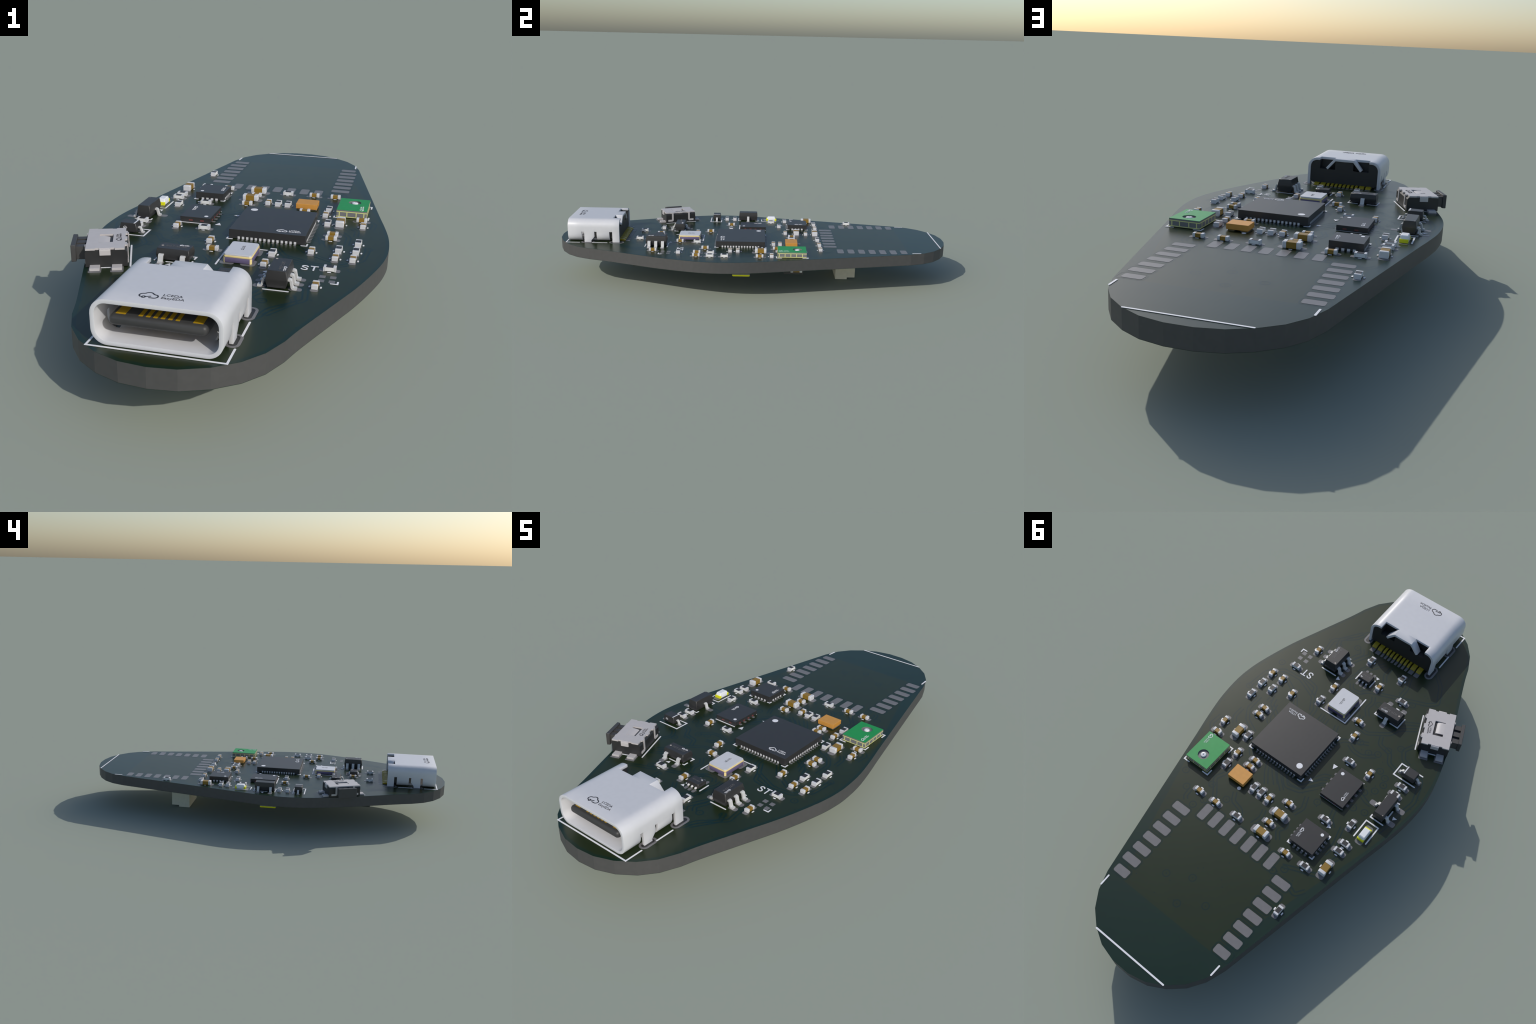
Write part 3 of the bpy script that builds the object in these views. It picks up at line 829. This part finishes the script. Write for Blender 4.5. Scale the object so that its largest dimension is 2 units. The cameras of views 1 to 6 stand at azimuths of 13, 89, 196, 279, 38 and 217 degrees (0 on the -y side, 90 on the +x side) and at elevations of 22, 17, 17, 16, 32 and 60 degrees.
def usb_shell():
    bm = bmesh.new()
    ysteps = [Y(v) for v in (-0.9360, -0.867, -0.8545, -0.8200, -0.8040, -0.7925, -0.7285, -0.7150, -0.7135, -0.6780)]
    # profile, counter-clockwise from the middle of the floor
    prof = [(0.0, ZLO), (3.15, ZLO)]
    prof += [(HXU - RAD + RAD * math.cos(math.radians(a)), ZLO + RAD + RAD * math.sin(math.radians(a))) for a in range(-90, 1, 15)][1:] if False else []
    arc = lambda cx, cz, a0, a1, n=8: [(cx + RAD * math.cos(math.radians(a0 + (a1 - a0) * k / n)), cz + RAD * math.sin(math.radians(a0 + (a1 - a0) * k / n))) for k in range(n + 1)]
    right = [(0.0, ZLO)] + arc(HXU - RAD, ZLO + RAD, -90, 0) + [(HXU, 1.55)] + arc(HXU - RAD, ZHI - RAD, 0, 90) + [(3.07, ZHI), (1.20, ZHI)]
    loop = right + [(0.0, ZHI)] + [(-x, z) for x, z in reversed(right[1:])]
    n = len(loop)
    grid = [[bm.verts.new((x * MM, y * MM, z * MM)) for x, z in loop] for y in ysteps]
    slot_rows = {1, 2, 3, 4, 6 + 0 * 1, 7, 8}
    slot_rows = {1, 2, 3, 4, 6, 7, 8}
    for r in range(len(ysteps) - 1):
        for i in range(n):
            j = (i + 1) % n
            mx, mz = (loop[i][0] + loop[j][0]) / 2, (loop[i][1] + loop[j][1]) / 2
            if r in slot_rows and mz < 1.55 and abs(mx) > HXU - RAD:
                continue                                  # open lower corners beside the legs
            if r in (7, 8) and mz < ZLO + 0.2:
                continue                                  # floor stops short of the back
            if r in (7, 8) and mz > ZHI - 0.05 and 1.20 < abs(mx) < 3.07:
                continue                                  # notches for the two prongs
            bm.faces.new((grid[r][i], grid[r][j], grid[r + 1][j], grid[r + 1][i]))
    # legs: straight continuation of the walls down through the board
    k_right = [i for i, p in enumerate(loop) if abs(p[0] - HXU) < 1e-6 and p[1] < 1.6][-1]
    k_left = [i for i, p in enumerate(loop) if abs(p[0] + HXU) < 1e-6 and p[1] < 1.6][0]
    def leg(rows, taper):
        for k in (k_right, k_left):
            x = loop[k][0]
            ys = [ysteps[r] for r in rows] + [ysteps[rows[-1] + 1]]
            top = [grid[r][k] for r in rows] + [grid[rows[-1] + 1][k]]
            mid_y = list(ys)
            low_y = list(ys)
            if taper:
                low_y[-1] = ys[-2]
            mid = [bm.verts.new((x * MM, y * MM, 0.80 * MM)) for y in mid_y]
            low = [bm.verts.new((x * MM, y * MM, 0.25 * MM)) for y in low_y[:-1]] if taper else [bm.verts.new((x * MM, y * MM, 0.25 * MM)) for y in low_y]
            end = [bm.verts.new((v.co.x, v.co.y, -1.30 * MM)) for v in low]
            def skin(a, b):
                for q in range(min(len(a), len(b)) - 1):
                    vs = (a[q], a[q + 1], b[q + 1], b[q])
                    bm.faces.new(vs if x < 0 else vs[::-1])
            skin(top, mid)
            skin(mid, low)
            if taper:
                t3 = (mid[-2], mid[-1], low[-1])
                bm.faces.new(t3 if x < 0 else t3[::-1])
            skin(low, end)
    leg([2, 3], True)
    leg([8], False)
    # bent prongs at the sides of the back tab
    kt = {s: [i for i, p in enumerate(loop) if abs(p[0] - s * 1.20) < 1e-6 and p[1] > 3][0] for s in (1, -1)}
    for s in (1, -1):
        a, b = grid[8][kt[s]], grid[9][kt[s]]
        pts = [(1.50, 3.02), (2.02, 2.42), (2.24, 2.16)]
        w0, w1 = a.co.y, b.co.y
        prev = (a, b)
        for q, (x, z) in enumerate(pts):
            sh = (w1 - w0) * (0.10 + 0.08 * q)
            cur = (bm.verts.new((s * x * MM, w0 + sh, z * MM)), bm.verts.new((s * x * MM, w1 - 0.02 * MM, z * MM)))
            vs = (prev[0], prev[1], cur[1], cur[0])
            bm.faces.new(vs if s > 0 else vs[::-1])
            prev = cur
    for v in [v for v in bm.verts if not v.link_faces]:
        bm.verts.remove(v)
    bmesh.ops.recalc_face_normals(bm, faces=bm.faces)
    # thicken inwards
    me = bpy.data.meshes.new("usb_shell")
    bm.to_mesh(me)
    bm.free()
    o = bpy.data.objects.new("tmp", me)
    scene_collection.objects.link(o)
    m = o.modifiers.new("thick", "SOLIDIFY")
    m.thickness = 0.30 * MM
    m.offset = -1
    m.use_even_offset = False
    bv = o.modifiers.new("edge", "BEVEL")
    bv.width = 0.03 * MM
    bv.segments = 2
    bv.limit_method = "ANGLE"
    bv.angle_limit = math.radians(50)
    out = bpy.data.meshes.new_from_object(o.evaluated_get(bpy.context.evaluated_depsgraph_get()))
    bpy.data.objects.remove(o)
    out.name = "usb_shell"
    out.shade_smooth()
    out.set_sharp_from_angle(angle=math.radians(35))
    out.materials.clear()
    out.materials.append(SHELL)
    return out

usb = component("usb_socket", usb_shell(), ux, uy)
def insulator():
    g = Geo()
    zt = ZHI - 0.32
    arcs = lambda cx, cz, r, a0, a1, n=5: [(cx + r * math.cos(math.radians(a0 + (a1 - a0) * k / n)), cz + r * math.sin(math.radians(a0 + (a1 - a0) * k / n))) for k in range(n + 1)]
    full = arcs(3.25, zt - 0.9, 0.9, 0, 90) + arcs(-3.25, zt - 0.9, 0.9, 90, 180) + [(-4.15, 0.55), (-3.85, 0.22), (3.85, 0.22), (4.15, 0.55)]
    g.prism_y(full, Y(-0.775), Y(-0.722))
    pocket = arcs(3.25, zt - 0.9, 0.9, 0, 90)
    pocket += [(3.02, zt), (3.02, 1.98), (1.12, 1.98), (1.12, zt), (-1.12, zt), (-1.12, 1.98), (-3.02, 1.98), (-3.02, zt)]
    pocket += arcs(-3.25, zt - 0.9, 0.9, 90, 180) + [(-4.15, 0.55), (-3.85, 0.22), (3.85, 0.22), (4.15, 0.55)]
    g.prism_y(pocket, Y(-0.722), Y(-0.6835))
    return g
sub("insulator", usb, "usb_insulator", insulator, RUBBER, smooth=0)
def tongue():
    g = Geo()
    zc, h = 1.72, 0.36
    y0, y1 = Y(-0.775), Y(-0.9260)
    rings = []
    for y, k, kx in ((y0, 1, 1), (y1 + 0.25, 1, 1), (y1 + 0.08, 0.85, 0.975), (y1, 0.5, 0.94)):
        rings.append([(x * kx, y, z) for x, z in rounded(3.34, h * k, 0.30 * k, 4, 0, zc)])
    g.loft(rings)
    g.loft([[(x, y, z) for x, z in rounded(3.75, 0.62, 0.3, 4, 0, zc)] for y in (y0, y0 - 0.5)])
    return g
sub("tongue", usb, "usb_tongue", tongue, TONGUE, smooth=40)
def contacts():
    g = Geo()
    for s in (1, -1):
        zz = 1.72 + s * 0.36
        z0, z1 = min(zz - 0.01, zz + 0.012), max(zz - 0.01, zz + 0.012)
        for x in (-1.25, -0.75, -0.25, 0.25, 0.75, 1.25):
            g.box(x - 0.14, x + 0.14, Y(-0.9125), Y(-0.800), z0, z1)
        for x in (-2.62, 2.62):
            g.box(x - 0.34, x + 0.34, Y(-0.9125), Y(-0.800), z0, z1)
    return g
sub("contact", usb, "usb_contacts", contacts, CONTACT, smooth=0)
lead_x = [s * v for v in (3.2, 2.4, 1.75, 1.25, 0.75, 0.25) for s in (1, -1)]
for x in lead_x:
    wide = abs(x) > 2
    k = "w" if wide else "n"
    w = 0.60 if wide else 0.30
    put("lead", mesh_of("usb_lead_" + k, lambda: Geo().prism_x([(Y(-0.700), 0.03), (Y(-0.654), 0.03), (Y(-0.654), 0.12), (Y(-0.668), 0.30), (Y(-0.700), 0.30)], -w / 2, w / 2), BACKLEAD, bevel=0.02), usb, (x * MM, 0, 0))
    pad(ux - 0.0008 + x * MM, -0.6525, w, 1.15, 0.03)
logo(usb, "usb", 1.30, (-0.0297) / MM, Y(-0.8909), ZHI + 0.001, DARKINK, w=0.075)
def slot_ring(x, y, hx, hy):
    me = mesh_of("slot_%.2f" % hy, lambda: ribbon(Geo(), rounded(hx, hy, hx, 8), 0.22, 0.0, 0.02, closed=True), PAD, smooth=0)
    put("plated_slot", me, board, (x, y, 0))
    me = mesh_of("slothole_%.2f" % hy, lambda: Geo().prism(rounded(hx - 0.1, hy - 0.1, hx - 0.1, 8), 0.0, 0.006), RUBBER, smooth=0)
    put("slot_hole", me, board, (x, y, 0))
for s in (-1, 1):
    slot_ring(s * 0.1535, -0.6930, 0.42, 0.98)
    slot_ring(s * 0.1535, -0.8385, 0.42, 0.86)
ink([(-0.1655, -0.8776), (-0.1655, -0.9445), (0.1655, -0.9445), (0.1655, -0.8776)], 0.16)
for s in (-1, 1):
    ink([(s * 0.1660, -0.8115), (s * 0.1660, -0.7396)], 0.16)

# ------------------------------------------------------------------ underside: battery header
hx0, hx1, hy0, hy1 = -0.131, 0.047, 0.437, 0.540
jx, jy = (hx0 + hx1) / 2, (hy0 + hy1) / 2
JW, JD, JH = (hx1 - hx0) / MM / 2, (hy1 - hy0) / MM / 2, ZB / MM
def header():
    """Upright two-way header hanging from the underside, open at the bottom."""
    g = Geo()
    t = 0.45
    for s in (-1, 1):                                    # side walls, stepped at the open rim
        prof = [(-JD, 0), (JD + 0.10, 0), (JD + 0.10, -1.9), (JD, -2.0), (JD, -JH + 0.30), (0.30, -JH + 0.30), (0.30, -JH), (-JD, -JH)]
        x0, x1 = (JW - t, JW) if s > 0 else (-JW, -JW + t)
        g.prism_x(prof, x0, x1)
    g.box(-JW + t, JW - t, -JD, -JD + 0.5, -JH, 0)
    g.box(-JW + t, JW - t, JD - 0.4, JD, -JH + 0.30, 0)
    g.box(-JW + t, JW - t, -JD + 0.5, JD - 0.4, -1.2, 0)
    return g
conn = component("battery_header", mesh_of("header_body", header, BEIGE, smooth=0), jx, jy, 0, ZB - 0.0004)
for s in (-0.5, 0.5):
    put("pin", mesh_of("header_pin", lambda: Geo().box(-0.15, 0.15, -0.15, 0.15, -JH + 0.9, -1.0), LEAD, bevel=0.04), conn, (s * MM, 0, 0))

# ------------------------------------------------------------------ underside: lamps, chips and passives
def below(name, me, x, y):
    return component(name, me, x, y, 0, ZB - 0.0003)
def lamp(x, y, turn):
    """Low square lamp: dark base, thin yellow lens with a sloping rim."""
    base = below("lamp", mesh_of("lamp_body", lambda: Geo().box(-1.15, 1.15, -1.2, 1.2, -0.74, 0), GREYBAND, bevel=0.02), x, y)
    base.rotation_euler = (0, 0, math.radians(turn))
    sub("lens", base, "lamp_lens", lambda: Geo().loft([rect(1.04, 1.09, -1.01), rect(1.15, 1.21, -0.91), rect(1.15, 1.21, -0.73)]), YELLOW, bevel=0.02)
for x, y, turn in ((-0.352, -0.055, 0), (0.352, -0.055, 0), (-0.020, -0.857, 90)):
    lamp(x, y, turn)
for s in (-1, 1):
    below("driver_chip", mesh_of("driver_body", lambda: Geo().box(-1.3, 1.3, -1.4, 1.4, -0.72, -0.02), BLACK, bevel=0.015), s * 0.246, -0.542)
below("regulator_chip", mesh_of("under_regulator", lambda: Geo().box(-0.8, 0.8, -1.36, 1.36, -1.05, -0.05), BLACK, bevel=0.03), 0.305, 0.200)
uc = below("capacitor", mesh_of("under_cap_body", lambda: Geo().box(-0.38, 0.38, -0.55, 0.55, -0.48, -0.02), CERAMIC, bevel=0.02), 0.352, 0.212)
for s in (-1, 1):
    sub("terminal", uc, "under_cap_end%d" % s, lambda: Geo().box(-0.41, 0.41, min(s * 0.45, s * 0.81), max(s * 0.45, s * 0.81), -0.50, -0.01), TIN, bevel=0.03)

# ------------------------------------------------------------------ silkscreen as one printed layer
sk = sub("silkscreen_print", board, "silkscreen", silk, SILK, smooth=0)
sk["kind"] = "stuff"
